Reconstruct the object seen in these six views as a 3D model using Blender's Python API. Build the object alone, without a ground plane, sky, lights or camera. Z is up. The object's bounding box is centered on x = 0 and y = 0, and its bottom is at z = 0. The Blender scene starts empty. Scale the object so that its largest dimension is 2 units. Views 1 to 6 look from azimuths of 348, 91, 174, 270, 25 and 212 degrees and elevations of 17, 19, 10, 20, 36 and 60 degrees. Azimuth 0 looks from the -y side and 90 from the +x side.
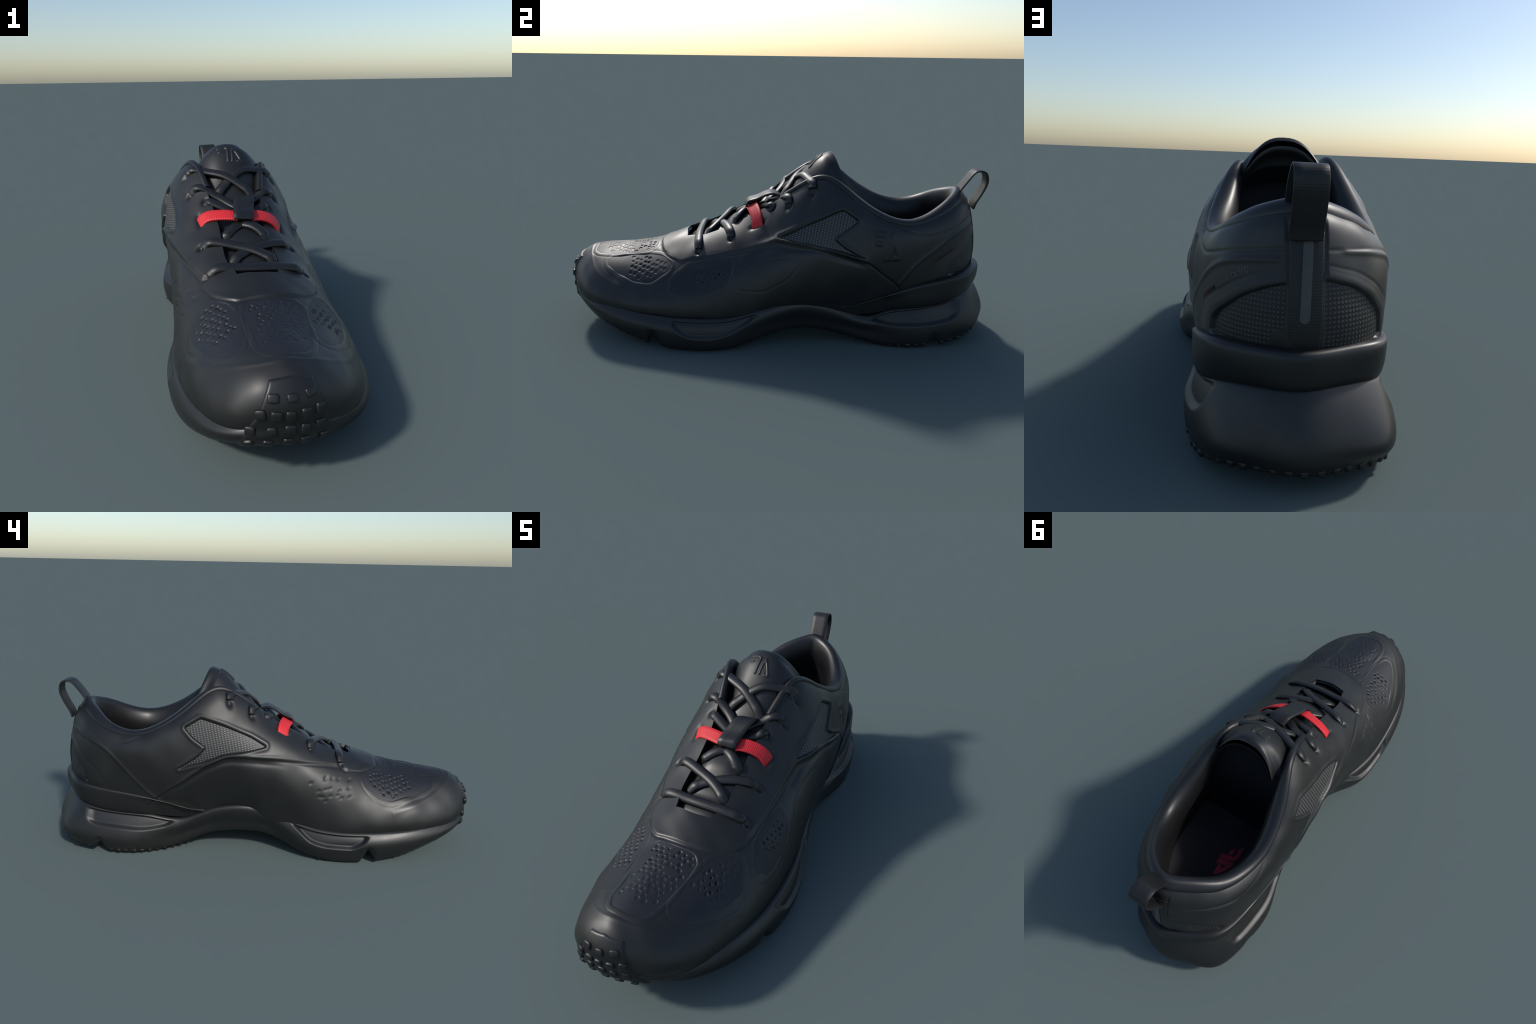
import bpy, bmesh, math, random
import numpy as np
from mathutils import Vector
from mathutils.bvhtree import BVHTree

random.seed(7)
RNG = np.random.default_rng(7)

# ------------------------------------------------------------------ helpers
def cspline(T, P, t, periodic=False):
    """cubic spline through P (n,d) at knots T, sampled at t"""
    T = np.asarray(T, float); P = np.asarray(P, float); t = np.asarray(t, float)
    if P.ndim == 1: P = P[:, None]
    n = len(T)
    h = np.diff(T)
    A = np.zeros((n, n)); B = np.zeros((n, P.shape[1]))
    for i in range(1, n - 1):
        A[i, i-1] = h[i-1]; A[i, i] = 2*(h[i-1]+h[i]); A[i, i+1] = h[i]
        B[i] = 6*((P[i+1]-P[i])/h[i]-(P[i]-P[i-1])/h[i-1])
    if periodic:
        A[0, 0] = 2*(h[0]+h[-1]); A[0, 1] = h[0]; A[0, n-2] = h[-1]
        B[0] = 6*((P[1]-P[0])/h[0]-(P[0]-P[n-2])/h[-1])
        A[n-1, 0] = 1; A[n-1, n-1] = -1
    else:
        A[0, 0] = 1; A[n-1, n-1] = 1
    M = np.linalg.solve(A, B)
    k = np.clip(np.searchsorted(T, t, side='right')-1, 0, n-2)
    a = (T[k+1]-t)[:, None]; b = (t-T[k])[:, None]; hk = h[k][:, None]
    return (M[k]*a**3+M[k+1]*b**3)/(6*hk)+(P[k]/hk-M[k]*hk/6)*a+(P[k+1]/hk-M[k+1]*hk/6)*b

def chord(P):
    P = np.asarray(P, float)
    d = np.sqrt(np.linalg.norm(np.diff(P, axis=0), axis=1)+1e-9)**1.4
    return np.concatenate([[0], np.cumsum(np.maximum(d, 1e-4))])

def curve(P, n):
    """n points evenly spread along a smooth curve through P"""
    P = np.asarray(P, float)
    T = chord(P)
    q = cspline(T, P, np.linspace(0, T[-1], n*6))
    s = np.concatenate([[0], np.cumsum(np.linalg.norm(np.diff(q, axis=0), axis=1))])
    w = np.linspace(0, s[-1], n)
    return np.stack([np.interp(w, s, q[:, i]) for i in range(q.shape[1])], 1)

def pl(x, pts):
    """smooth monotone-ish interpolation of (x, y) pairs"""
    pts = sorted(pts)
    X = np.array([p[0] for p in pts], float); Y = np.array([p[1] for p in pts], float)
    x = np.asarray(x, float); xc = np.clip(x, X[0], X[-1])
    d = np.diff(Y)/np.diff(X)
    m = np.zeros(len(X)); m[0] = d[0]; m[-1] = d[-1]
    for i in range(1, len(X)-1):
        m[i] = 0 if d[i-1]*d[i] <= 0 else 2*d[i-1]*d[i]/(d[i-1]+d[i])
    k = np.clip(np.searchsorted(X, xc, side='right')-1, 0, len(X)-2)
    h = X[k+1]-X[k]; s = (xc-X[k])/h
    return (Y[k]*(1+2*s)*(1-s)**2+m[k]*h*s*(1-s)**2+Y[k+1]*s*s*(3-2*s)+m[k+1]*h*s*s*(s-1))

def sstep(a, b, x):
    s = np.clip((np.asarray(x, float)-a)/(b-a), 0, 1)
    return s*s*(3-2*s)

def poly_sdf(px, py, poly):
    """signed distance to a polygon, negative inside"""
    poly = np.asarray(poly, float)
    px = np.asarray(px, float); py = np.asarray(py, float)
    d = np.full(px.shape, 1e9); ins = np.zeros(px.shape, bool)
    n = len(poly)
    for i in range(n):
        ax, ay = poly[i]; bx, by = poly[(i+1) % n]
        ex, ey = bx-ax, by-ay
        t = np.clip(((px-ax)*ex+(py-ay)*ey)/(ex*ex+ey*ey+1e-12), 0, 1)
        d = np.minimum(d, np.hypot(px-ax-t*ex, py-ay-t*ey))
        c = (ay > py) != (by > py)
        with np.errstate(divide='ignore', invalid='ignore'):
            xi = ax+(py-ay)/(by-ay+1e-15)*ex
        ins ^= c & (px < xi)
    return np.where(ins, -d, d)

def round_poly(pts, r=0.25, n=5):
    """cut the corners of a polygon into small arcs; r is the share of each side"""
    pts = np.asarray(pts, float); out = []
    m = len(pts)
    for i in range(m):
        p = pts[i]; a = p+(pts[i-1]-p)*r; b = p+(pts[(i+1) % m]-p)*r
        for s in np.linspace(0, 1, n):
            out.append((1-s)**2*a+2*s*(1-s)*p+s*s*b)
    return np.array(out)

ROOT = bpy.data.objects.new('running_shoe', None)
bpy.context.collection.objects.link(ROOT)
ROOT['label'] = 'black knit running shoe with red lace loops'
ROOT['category'] = 'shoe'

def add_obj(name, mesh, parent=None, mat=None):
    o = bpy.data.objects.new(name, mesh)
    bpy.context.collection.objects.link(o)
    o.parent = parent or ROOT
    if mat: 
        mesh.materials.clear(); mesh.materials.append(mat)
    return o

def mesh_from(name, V, F, smooth=True, merge=0.0, outward=None):
    me = bpy.data.meshes.new(name)
    me.from_pydata([tuple(map(float, v)) for v in V], [], [tuple(map(int, f)) for f in F])
    if merge or outward is not None:
        bm = bmesh.new(); bm.from_mesh(me)
        if merge: bmesh.ops.remove_doubles(bm, verts=bm.verts, dist=merge)
        if outward: bmesh.ops.recalc_face_normals(bm, faces=bm.faces)
        bm.to_mesh(me); bm.free()
    me.update()
    if smooth: me.shade_smooth()
    return me

def grid_faces(nu, nv, cu=False, cv=False, off=0):
    F = []
    for i in range(nu if cu else nu-1):
        for j in range(nv if cv else nv-1):
            a = i*nv+j; b = ((i+1) % nu)*nv+j
            c = ((i+1) % nu)*nv+(j+1) % nv; d = i*nv+(j+1) % nv
            F.append((a+off, b+off, c+off, d+off))
    return F

def grid_normals(G, cu=False):
    du = np.gradient(G, axis=0); dv = np.gradient(G, axis=1)
    if cu:
        du[0] = G[1]-G[-1]; du[-1] = G[0]-G[-2]
    n = np.cross(du, dv)
    return n/(np.linalg.norm(n, axis=2, keepdims=True)+1e-12)

def bvh_of(objs):
    V = []; F = []
    for o in objs:
        b = len(V)
        V += [v.co.copy() for v in o.data.vertices]
        F += [[i+b for i in p.vertices] for p in o.data.polygons]
    return BVHTree.FromPolygons(V, F)

# ------------------------------------------------------------------ materials
def material(name, color, rough=0.5, spec=0.5, noise=0.25, nscale=14.0, bump=0.06, bscale=220.0,
             weave=None, color2=None, coat=0.0):
    m = bpy.data.materials.new(name); m.use_nodes = True
    nt = m.node_tree; N = nt.nodes; L = nt.links
    b = N['Principled BSDF']
    b.inputs['Roughness'].default_value = rough
    b.inputs['Specular IOR Level'].default_value = spec
    b.inputs['Coat Weight'].default_value = coat
    tc = N.new('ShaderNodeTexCoord')
    nz = N.new('ShaderNodeTexNoise'); nz.inputs['Scale'].default_value = nscale
    nz.inputs['Detail'].default_value = 4
    L.new(tc.outputs['Object'], nz.inputs['Vector'])
    mix = N.new('ShaderNodeMix'); mix.data_type = 'RGBA'
    c = np.array(color)
    mix.inputs['A'].default_value = (*(c*(1-noise)), 1)
    mix.inputs['B'].default_value = (*(c*(1+noise)), 1)
    L.new(nz.outputs['Fac'], mix.inputs['Factor'])
    rn = N.new('ShaderNodeTexNoise'); rn.inputs['Scale'].default_value = 5.0; rn.inputs['Detail'].default_value = 3
    L.new(tc.outputs['Object'], rn.inputs['Vector'])
    rr = N.new('ShaderNodeMapRange'); rr.inputs['From Min'].default_value = .3; rr.inputs['From Max'].default_value = .7
    rr.inputs['To Min'].default_value = rough-.07; rr.inputs['To Max'].default_value = rough+.09
    L.new(rn.outputs['Fac'], rr.inputs['Value']); L.new(rr.outputs['Result'], b.inputs['Roughness'])
    col = mix.outputs['Result']; hgt = None
    fine = N.new('ShaderNodeTexNoise'); fine.inputs['Scale'].default_value = bscale
    L.new(tc.outputs['Object'], fine.inputs['Vector'])
    hgt = fine.outputs['Fac']
    if weave:
        # woven threads: two crossed wave patterns in object space
        mp = N.new('ShaderNodeMapping'); mp.inputs['Rotation'].default_value = weave.get('rot', (0, 0, 0))
        L.new(tc.outputs['Object'], mp.inputs['Vector'])
        outs = []
        for ax in weave['axes']:
            if ax == 'A':
                sp_ = N.new('ShaderNodeSeparateXYZ'); L.new(tc.outputs['Object'], sp_.inputs[0])
                sb = N.new('ShaderNodeMath'); sb.operation = 'SUBTRACT'; sb.inputs[1].default_value = .70; L.new(sp_.outputs['Y'], sb.inputs[0])
                at = N.new('ShaderNodeMath'); at.operation = 'ARCTAN2'; L.new(sp_.outputs['X'], at.inputs[0]); L.new(sb.outputs[0], at.inputs[1])
                ml = N.new('ShaderNodeMath'); ml.operation = 'MULTIPLY'; ml.inputs[1].default_value = weave['scale']*4.4; L.new(at.outputs[0], ml.inputs[0])
                sn = N.new('ShaderNodeMath'); sn.operation = 'SINE'; L.new(ml.outputs[0], sn.inputs[0])
                hf = N.new('ShaderNodeMath'); hf.operation = 'MULTIPLY_ADD'; hf.inputs[1].default_value = .5; hf.inputs[2].default_value = .5; L.new(sn.outputs[0], hf.inputs[0])
                outs.append(hf.outputs[0]); continue
            w = N.new('ShaderNodeTexWave'); w.wave_type = 'BANDS'; w.bands_direction = ax
            w.inputs['Scale'].default_value = weave['scale']*weave.get('k', {}).get(ax, 1); w.inputs['Distortion'].default_value = weave.get('dist', 0.0)
            L.new(mp.outputs['Vector'], w.inputs['Vector']); outs.append(w.outputs['Fac'])
        if len(outs) == 2:
            mu = N.new('ShaderNodeMath'); mu.operation = 'MULTIPLY'
            L.new(outs[0], mu.inputs[0]); L.new(outs[1], mu.inputs[1]); wv = mu.outputs[0]
        else: wv = outs[0]
        if color2 is not None:
            mr = N.new('ShaderNodeMapRange'); mr.inputs['From Min'].default_value = weave.get('lo', 0.35)
            mr.inputs['From Max'].default_value = weave.get('hi', 0.75)
            L.new(wv, mr.inputs['Value'])
            m2 = N.new('ShaderNodeMix'); m2.data_type = 'RGBA'
            L.new(mr.outputs['Result'], m2.inputs['Factor']); L.new(col, m2.inputs['A'])
            m2.inputs['B'].default_value = (*color2, 1); col = m2.outputs['Result']
        ad = N.new('ShaderNodeMath'); ad.operation = 'MULTIPLY_ADD'
        ad.inputs[1].default_value = weave.get('amp', 2.0)
        L.new(wv, ad.inputs[0]); L.new(hgt, ad.inputs[2]); hgt = ad.outputs[0]
    L.new(col, b.inputs['Base Color'])
    bp = N.new('ShaderNodeBump'); bp.inputs['Strength'].default_value = bump
    bp.inputs['Distance'].default_value = 0.002
    L.new(hgt, bp.inputs['Height']); L.new(bp.outputs['Normal'], b.inputs['Normal'])
    return m

M_UPPER = material('upper_film', (0.0105, 0.0108, 0.0106), 0.45, 0.55)
M_PANEL = material('forefoot_knit', (0.0110, 0.0120, 0.0160), 0.50, 0.45, weave=dict(axes='X', scale=62, amp=1.6), bump=0.09)
M_WINDOW = material('window_mesh', (0.024, 0.024, 0.0235), 0.48, 0.5, color2=(0.155, 0.155, 0.148),
                    weave=dict(axes='YZ', scale=29, amp=2.5, lo=0.40, hi=0.80, rot=(0.2, 0, 0), k={'Y': .85, 'Z': 1.2}), bump=0.2)
M_HEELMESH = material('heel_mesh', (0.015, 0.0155, 0.016), 0.5, 0.4, color2=(0.055, 0.055, 0.053),
                      weave=dict(axes='ZA', scale=28, amp=2.0, lo=0.35, hi=0.8), bump=0.3)
M_FOAM = material('midsole_foam', (0.0108, 0.0111, 0.0110), 0.43, 0.55, bscale=120)
M_CLIP = material('heel_clip_plastic', (0.0095, 0.0098, 0.0097), 0.45, 0.5)
M_RUBBER = material('outsole_rubber', (0.0100, 0.0103, 0.0100), 0.42, 0.5)
M_LINING = material('lining_fabric', (0.0090, 0.0093, 0.0098), 0.42, 0.5)
M_DARK = material('inner_fabric', (0.008, 0.008, 0.009), 0.8, 0.2)
M_TONGUE = material('tongue_fabric', (0.0100, 0.0104, 0.0112), 0.42, 0.5)
M_LACE = material('lace_cord', (0.0095, 0.0099, 0.0108), 0.42, 0.5, weave=dict(axes='X', scale=70, amp=0.8), bump=0.07)
M_RED = material('red_webbing', (0.62, 0.022, 0.030), 0.5, 0.4, noise=0.12,
                 weave=dict(axes='X', scale=46, amp=1.6, rot=(0, 0, 0.1)), bump=0.22)
M_TAB = material('pull_tab_webbing', (0.0098, 0.0101, 0.0104), 0.46, 0.45, weave=dict(axes='Z', scale=45, amp=0.9), bump=0.12)
M_REFLECT = material('reflective_strip', (0.062, 0.063, 0.060), 0.5, 0.5, noise=0.15, nscale=120)
M_INSOLE = material('insole_fabric', (0.016, 0.016, 0.020), 0.7, 0.3)
M_LOGO = material('insole_print', (0.30, 0.020, 0.040), 0.6, 0.3)
M_TEXT = material('printed_text', (0.13, 0.13, 0.128), 0.6, 0.3)
M_TEXTR = material('printed_red_text', (0.055, 0.012, 0.012), 0.6, 0.3)

# ------------------------------------------------------------------ upper: ribs
# each rib runs from the sole edge up the wall: base, low, mid, high, edge, and the centre line
HEELC = [(-.008, .902, .26), (-.008, .924, .36), (-.009, .916, .48), (-.012, .889, .595), (-.012, .853, .650), (-.01, .77, .67)]
TOEC = [(-.07, -.962, .165), (-.07, -.983, .215), (-.07, -.978, .285), (-.065, -.928, .345), (-.055, -.82, .373), (-.045, -.72, .385)]
RIGHT = [
 [(.092, .866, .25), (.102, .880, .35), (.102, .868, .46), (.096, .843, .565), (.085, .812, .630), (.04, .76, .66)],
 [(.163, .808, .24), (.173, .812, .34), (.175, .797, .44), (.166, .775, .545), (.149, .743, .602), (.10, .71, .64)],
 [(.215, .68, .21), (.228, .67, .31), (.234, .65, .42), (.226, .64, .51), (.202, .625, .564), (.13, .61, .60)],
 [(.235, .50, .17), (.256, .49, .29), (.267, .48, .41), (.254, .48, .515), (.218, .48, .578), (.13, .48, .61)],
 [(.243, .34, .15), (.270, .34, .28), (.281, .34, .42), (.250, .34, .555), (.188, .335, .660), (.09, .33, .70)],
 [(.255, .17, .16), (.281, .17, .28), (.283, .17, .43), (.226, .18, .585), (.128, .195, .740), (.0, .20, .80)],
 [(.268, .06, .16), (.291, .06, .27), (.282, .06, .41), (.207, .065, .545), (.098, .08, .685), (-.01, .09, .735)],
 [(.284, -.05, .15), (.297, -.05, .24), (.274, -.05, .38), (.190, -.05, .488), (.072, -.04, .602), (-.02, -.04, .632)],
 [(.298, -.20, .12), (.306, -.20, .20), (.274, -.20, .328), (.196, -.20, .428), (.066, -.20, .513), (-.025, -.20, .535)],
 [(.303, -.34, .11), (.310, -.34, .18), (.277, -.34, .280), (.203, -.34, .378), (.068, -.34, .456), (-.025, -.35, .475)],
 [(.300, -.43, .11), (.308, -.43, .17), (.272, -.43, .267), (.200, -.43, .357), (.050, -.415, .443), (-.025, -.425, .458)],
 [(.284, -.56, .12), (.293, -.56, .175), (.255, -.56, .257), (.187, -.56, .331), (.066, -.55, .398), (-.025, -.54, .415)],
 [(.245, -.72, .13), (.253, -.72, .185), (.217, -.715, .255), (.152, -.69, .326), (.050, -.65, .379), (-.03, -.62, .400)],
 [(.172, -.865, .15), (.180, -.875, .20), (.154, -.86, .265), (.101, -.818, .328), (.025, -.74, .369), (-.04, -.68, .391)],
 [(.066, -.94, .16), (.071, -.953, .21), (.058, -.942, .277), (.027, -.89, .338), (-.015, -.79, .372), (-.043, -.71, .388)],
]
LEFT = [
 [(-.116, .878, .25), (-.128, .894, .35), (-.128, .884, .46), (-.121, .855, .565), (-.104, .815, .632), (-.06, .76, .66)],
 [(-.202, .812, .24), (-.214, .816, .34), (-.221, .803, .44), (-.214, .780, .545), (-.188, .745, .598), (-.13, .71, .64)],
 [(-.248, .68, .22), (-.262, .67, .32), (-.275, .65, .43), (-.272, .64, .52), (-.240, .625, .563), (-.17, .61, .60)],
 [(-.256, .50, .19), (-.279, .49, .30), (-.297, .48, .42), (-.295, .48, .525), (-.258, .48, .586), (-.17, .48, .61)],
 [(-.232, .34, .17), (-.274, .34, .29), (-.306, .34, .44), (-.293, .34, .565), (-.233, .335, .676), (-.13, .33, .70)],
 [(-.222, .17, .19), (-.266, .17, .30), (-.306, .17, .45), (-.278, .18, .60), (-.178, .195, .760), (-.05, .20, .80)],
 [(-.230, .06, .19), (-.272, .06, .29), (-.308, .06, .43), (-.266, .065, .583), (-.150, .08, .71), (-.04, .09, .735)],
 [(-.263, -.05, .17), (-.287, -.05, .26), (-.308, -.05, .40), (-.259, -.05, .540), (-.128, -.04, .626), (-.03, -.04, .632)],
 [(-.293, -.20, .14), (-.308, -.20, .22), (-.309, -.20, .34), (-.254, -.20, .466), (-.120, -.20, .538), (-.025, -.20, .535)],
 [(-.316, -.34, .11), (-.326, -.34, .18), (-.315, -.34, .285), (-.251, -.34, .404), (-.120, -.34, .474), (-.025, -.35, .475)],
 [(-.325, -.43, .11), (-.335, -.43, .17), (-.316, -.43, .26), (-.246, -.43, .372), (-.100, -.415, .452), (-.025, -.425, .458)],
 [(-.322, -.56, .12), (-.332, -.56, .175), (-.310, -.56, .25), (-.238, -.56, .338), (-.120, -.55, .399), (-.025, -.54, .415)],
 [(-.300, -.72, .13), (-.310, -.72, .18), (-.288, -.715, .25), (-.220, -.69, .327), (-.118, -.65, .379), (-.03, -.62, .400)],
 [(-.250, -.86, .15), (-.260, -.867, .195), (-.243, -.853, .260), (-.192, -.815, .328), (-.110, -.74, .369), (-.04, -.68, .391)],
 [(-.190, -.93, .16), (-.200, -.943, .208), (-.188, -.933, .275), (-.150, -.885, .337), (-.092, -.79, .372), (-.043, -.71, .388)],
]
NRIB = len(RIGHT)+2
def loop_rails(heel, right, left, toe):
    """arrays (rails, ribs, 3) for each side, heel centre first, toe centre last"""
    R = np.array([heel]+right+[toe], float).transpose(1, 0, 2)
    L = np.array([heel]+left+[toe], float).transpose(1, 0, 2)
    return R, L

def sample_loop(R, L, T, t):
    """periodic spline round the shoe for every rail; returns right, left (rails, len(t), 3)"""
    Tp = np.concatenate([T, 2*T[-1]-T[-2::-1]])
    outR = []; outL = []
    for k in range(R.shape[0]):
        P = np.concatenate([R[k], L[k][-2::-1]])
        outR.append(cspline(Tp, P, t, True)); outL.append(cspline(Tp, P, 2*T[-1]-t, True))
    return np.array(outR), np.array(outL)

RR, LL = loop_rails(HEELC, RIGHT, LEFT, TOEC)
Tk = chord((RR[1]+RR[2]+LL[1]*[-1, 1, 1]+LL[2]*[-1, 1, 1])/4)
Tk = Tk/Tk[-1]
NT = 640
# denser sampling keeps rib indices on samples: rib 6 = collar corner, rib 11 = throat front
tt = np.linspace(0, 1, NT)
K_TOP, K_FRONT = 6, 11
for k in (K_TOP, K_FRONT):
    tt[np.argmin(abs(tt-Tk[k]))] = Tk[k]
I_TOP = int(np.argmin(abs(tt-Tk[K_TOP]))); I_FRONT = int(np.argmin(abs(tt-Tk[K_FRONT])))
SR, SL = sample_loop(RR, LL, Tk, tt)          # (6, NT, 3)

MB, MC = 150, 30                               # samples base->edge, edge->centre
def across(SR, SL):
    G = np.zeros((NT, 2*(MB+MC)-1, 3))
    for i in range(NT):
        P = np.concatenate([SR[:5, i], (0.5*(SR[5, i]+SL[5, i]))[None], SL[4::-1, i]])
        d = np.linalg.norm(np.diff(P, axis=0), axis=1)**0.75+1e-4
        u = np.concatenate([[0], np.cumsum(d)])
        w = np.concatenate([np.linspace(u[0], u[4], MB)[:-1], np.linspace(u[4], u[5], MC+1),
                            np.linspace(u[5], u[6], MC+1)[1:], np.linspace(u[6], u[10], MB)[1:]])
        G[i] = cspline(u, P, w)
    return G
G = across(SR, SL)
J_R = MB-1; J_C = MB-1+MC; J_L = MB-1+2*MC; NJ = G.shape[1]
nrm = grid_normals(G)
# heel/toe ends: both halves meet, so blend their normals
if (nrm[NT//2, 20]*np.array([1, 0, 0])).sum() < 0: nrm = -nrm
for i in (0, NT-1):
    h = 0.5*(nrm[i]+nrm[i][::-1]); nrm[i] = h/(np.linalg.norm(h, axis=1, keepdims=True)+1e-9)

GX, GY, GZ = G[..., 0], G[..., 1], G[..., 2]

DISP = np.zeros((NT, NJ))

# ---- relief on the upper, laid out in side (y, z), top (x, y) and heel (x, z) coordinates
SIDE = np.where(np.arange(NJ)[None, :] < J_C, 1, -1)*np.ones((NT, 1))
RGT = SIDE > 0; LFT = SIDE < 0
def line_dist(a, b, pts):
    pts = np.asarray(curve(pts, 40)); d = np.full(a.shape, 1e9)
    for i in range(len(pts)-1):
        ax, ay = pts[i]; ex, ey = pts[i+1]-pts[i]
        t = np.clip(((a-ax)*ex+(b-ay)*ey)/(ex*ex+ey*ey), 0, 1)
        d = np.minimum(d, np.hypot(a-ax-t*ex, b-ay-t*ey))
    return d
WIN_R = round_poly([(.006, .493), (.145, .564), (.282, .626), (.352, .582), (.246, .509), (.293, .470), (.385, .423), (.269, .457), (.146, .484), (.064, .489)], .12)
WIN_L = round_poly([(-.018, .532), (.053, .573), (.171, .622), (.271, .653), (.341, .612), (.303, .570), (.246, .530), (.278, .491), (.372, .429), (.253, .467), (.169, .499), (.051, .517)], .12)
PAN = {  # knit panels of the forefoot; 'T' in (x, y), 'R'/'L' in (y, z)
 'a': ('T', round_poly([(-.246, -.470), (-.205, -.480), (-.155, -.530), (-.140, -.600), (-.146, -.720), (-.160, -.785), (-.190, -.790), (-.225, -.745), (-.280, -.600), (-.280, -.535)], .3)),
 'b': ('T', round_poly([(-.110, -.575), (-.090, -.560), (-.018, -.565), (.060, -.562), (.085, -.585), (.080, -.690), (.042, -.830), (.010, -.862), (-.090, -.860), (-.112, -.815), (-.112, -.690)], .3)),
 'c': ('T', round_poly([(.110, -.575), (.140, -.515), (.186, -.470), (.215, -.480), (.240, -.560), (.218, -.640), (.179, -.712), (.131, -.776), (.100, -.785), (.085, -.765), (.086, -.672)], .3)),
 'd': ('R', round_poly([(-.461, .262), (-.455, .306), (-.375, .361), (-.271, .389), (-.188, .397), (-.200, .323), (-.245, .282), (-.332, .254), (-.418, .250)], .3)),
 'e': ('R_line', round_poly([(-.173, .277), (-.157, .325), (-.10, .380), (-.017, .412), (.065, .425), (.107, .400), (.051, .329), (-.056, .269)], .3)),
 'f': ('L_line', round_poly([(-.215, .345), (-.240, .400), (-.345, .398), (-.395, .350), (-.405, .305), (-.321, .280), (-.235, .300)], .3)),
}
HEELP = round_poly([(.198, .325), (.193, .373), (.177, .401), (.129, .447), (.077, .474), (.031, .489), (-.015, .497), (-.06, .500), (-.134, .479), (-.178, .450), (-.217, .400), (-.226, .325)], .25)
LOGO = [[(-.95, 1.0), (-.25, 1.0), (-.08, .9), (0, .7), (-.12, -.7), (-.40, -.7), (-.30, .6), (-.38, .72), (-.95, .72), (-1.05, .85)],
        [(-.95, .45), (-.5, .45), (-.55, .2), (-.85, .2), (-1, .33)],
        [(.08, .75), (.22, .95), (.36, .85), (.85, -.45), (.85, -.65), (.68, -.72), (.34, -.70), (.34, -.45), (.54, -.45), (.28, .25), (.20, -.7), (-.06, -.7)]]
def logo_sdf(a, b):
    d = np.full(a.shape, 1e9)
    for p in LOGO: d = np.minimum(d, poly_sdf(a, b, p))
    return d
# lace-stay overlay: everything above the swoosh line and behind the vamp arc
zl_R = pl(GY, [(-.62, .25), (-.46, .34), (-.43, .365), (-.35, .386), (-.17, .425), (-.06, .457), (.02, .483), (.146, .484), (.27, .450), (.39, .412), (.46, .36), (.56, .27), (.62, .10)])
zl_L = pl(GY, [(-.62, .25), (-.47, .35), (-.40, .405), (-.35, .431), (-.2, .457), (-.03, .481), (.135, .490), (.22, .461), (.3, .41), (.38, .349), (.46, .29), (.56, .20), (.62, .10)])
yf = pl(GX, [(-.30, -.30), (-.222, -.385), (-.19, -.465), (-.11, -.535), (0, -.542), (.083, -.527), (.139, -.495), (.182, -.437), (.205, -.35), (.28, -.25)])
fz = np.where(RGT, GZ-zl_R, GZ-zl_L)
fz = np.where(GY < -.43, 1.0, fz); fy = np.where(GY > -.30, 1.0, GY-yf)
fo = np.minimum(fz, fy)
DISP += .0045*sstep(-.005, .005, fo)
DISP -= .0020*np.exp(-((fo+.008)/.005)**2)
sw = sstep(-.15, 0, GY)*(1-sstep(.34, .42, GY))
DISP += .0060*np.exp(-((fo-.004)/.012)**2)*sw
DISP -= .0040*np.exp(-((fo+.022)/.012)**2)*sw
# windows
for m, poly in ((RGT, WIN_R), (LFT, WIN_L)):
    d = np.where(m, poly_sdf(GY, GZ, poly), 1.0)
    DISP -= .0160*(1-sstep(-.006, .003, d))
    DISP += .0030*np.exp(-((d-.010)/.007)**2)
# knit panels: shallow pockets with a raised frame and an outer seam line
for k, (kind, poly) in PAN.items():
    if kind == 'T': d = np.where((GY < -.42) & (GZ > .24), poly_sdf(GX, GY, poly), 1.0)
    else: d = np.where(RGT if kind[0] == 'R' else LFT, poly_sdf(GY, GZ, poly), 1.0)
    if kind.endswith('line'):
        if k == 'e': DISP -= .0010*np.exp(-(d/.004)**2)
        continue
    DISP -= .0040*(1-sstep(-.004, .004, d))
    DISP += .0005*sstep(.002, .006, d)*(1-sstep(.016, .020, d))
    DISP -= .0005*np.exp(-((d-.022)/.004)**2)
# punched dents on the inner side, sparse
for k in range(18):
    py, pz = RNG.uniform(-.40, -.22), RNG.uniform(.29, .395)
    r = np.hypot((GY-py)*.8+(GZ-pz)*.5, GZ-pz); DISP -= np.where(LFT, .0028*np.exp(-(r/.0065)**2), 0)
# toe cap seam
d = np.where(GY < -.55, line_dist(GX, GY, [(-.313, -.598), (-.268, -.73), (-.205, -.825), (-.105, -.892), (.032, -.880), (.140, -.830), (.215, -.72), (.262, -.60)]), 1.0)
DISP += .0014*np.exp(-(d/.007)**2)
# heel
dh = np.where((GY > .70), poly_sdf(GX, GZ, HEELP), 1.0)
DISP -= .0110*(1-sstep(-.004, .004, dh))
DISP += .0022*np.exp(-((dh-.012)/.010)**2)
DISP -= .0010*np.exp(-((dh-.034)/.004)**2)
d = np.where(LFT, line_dist(GY, GZ, [(.890, .566), (.78, .552), (.70, .533), (.647, .530), (.577, .545), (.509, .575)]), line_dist(GY, GZ, [(.890, .568), (.766, .538), (.667, .519), (.60, .528), (.53, .556)]))
DISP -= .0016*np.exp(-(d/.005)**2)
d = np.where(LFT, line_dist(GY, GZ, [(.86, .559), (.71, .513), (.608, .415), (.518, .314), (.452, .255)]), line_dist(GY, GZ, [(.880, .540), (.776, .512), (.688, .455), (.606, .391), (.535, .30)]))
DISP += .0030*np.exp(-(d/.008)**2)*sstep(.004, .012, dh)
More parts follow.
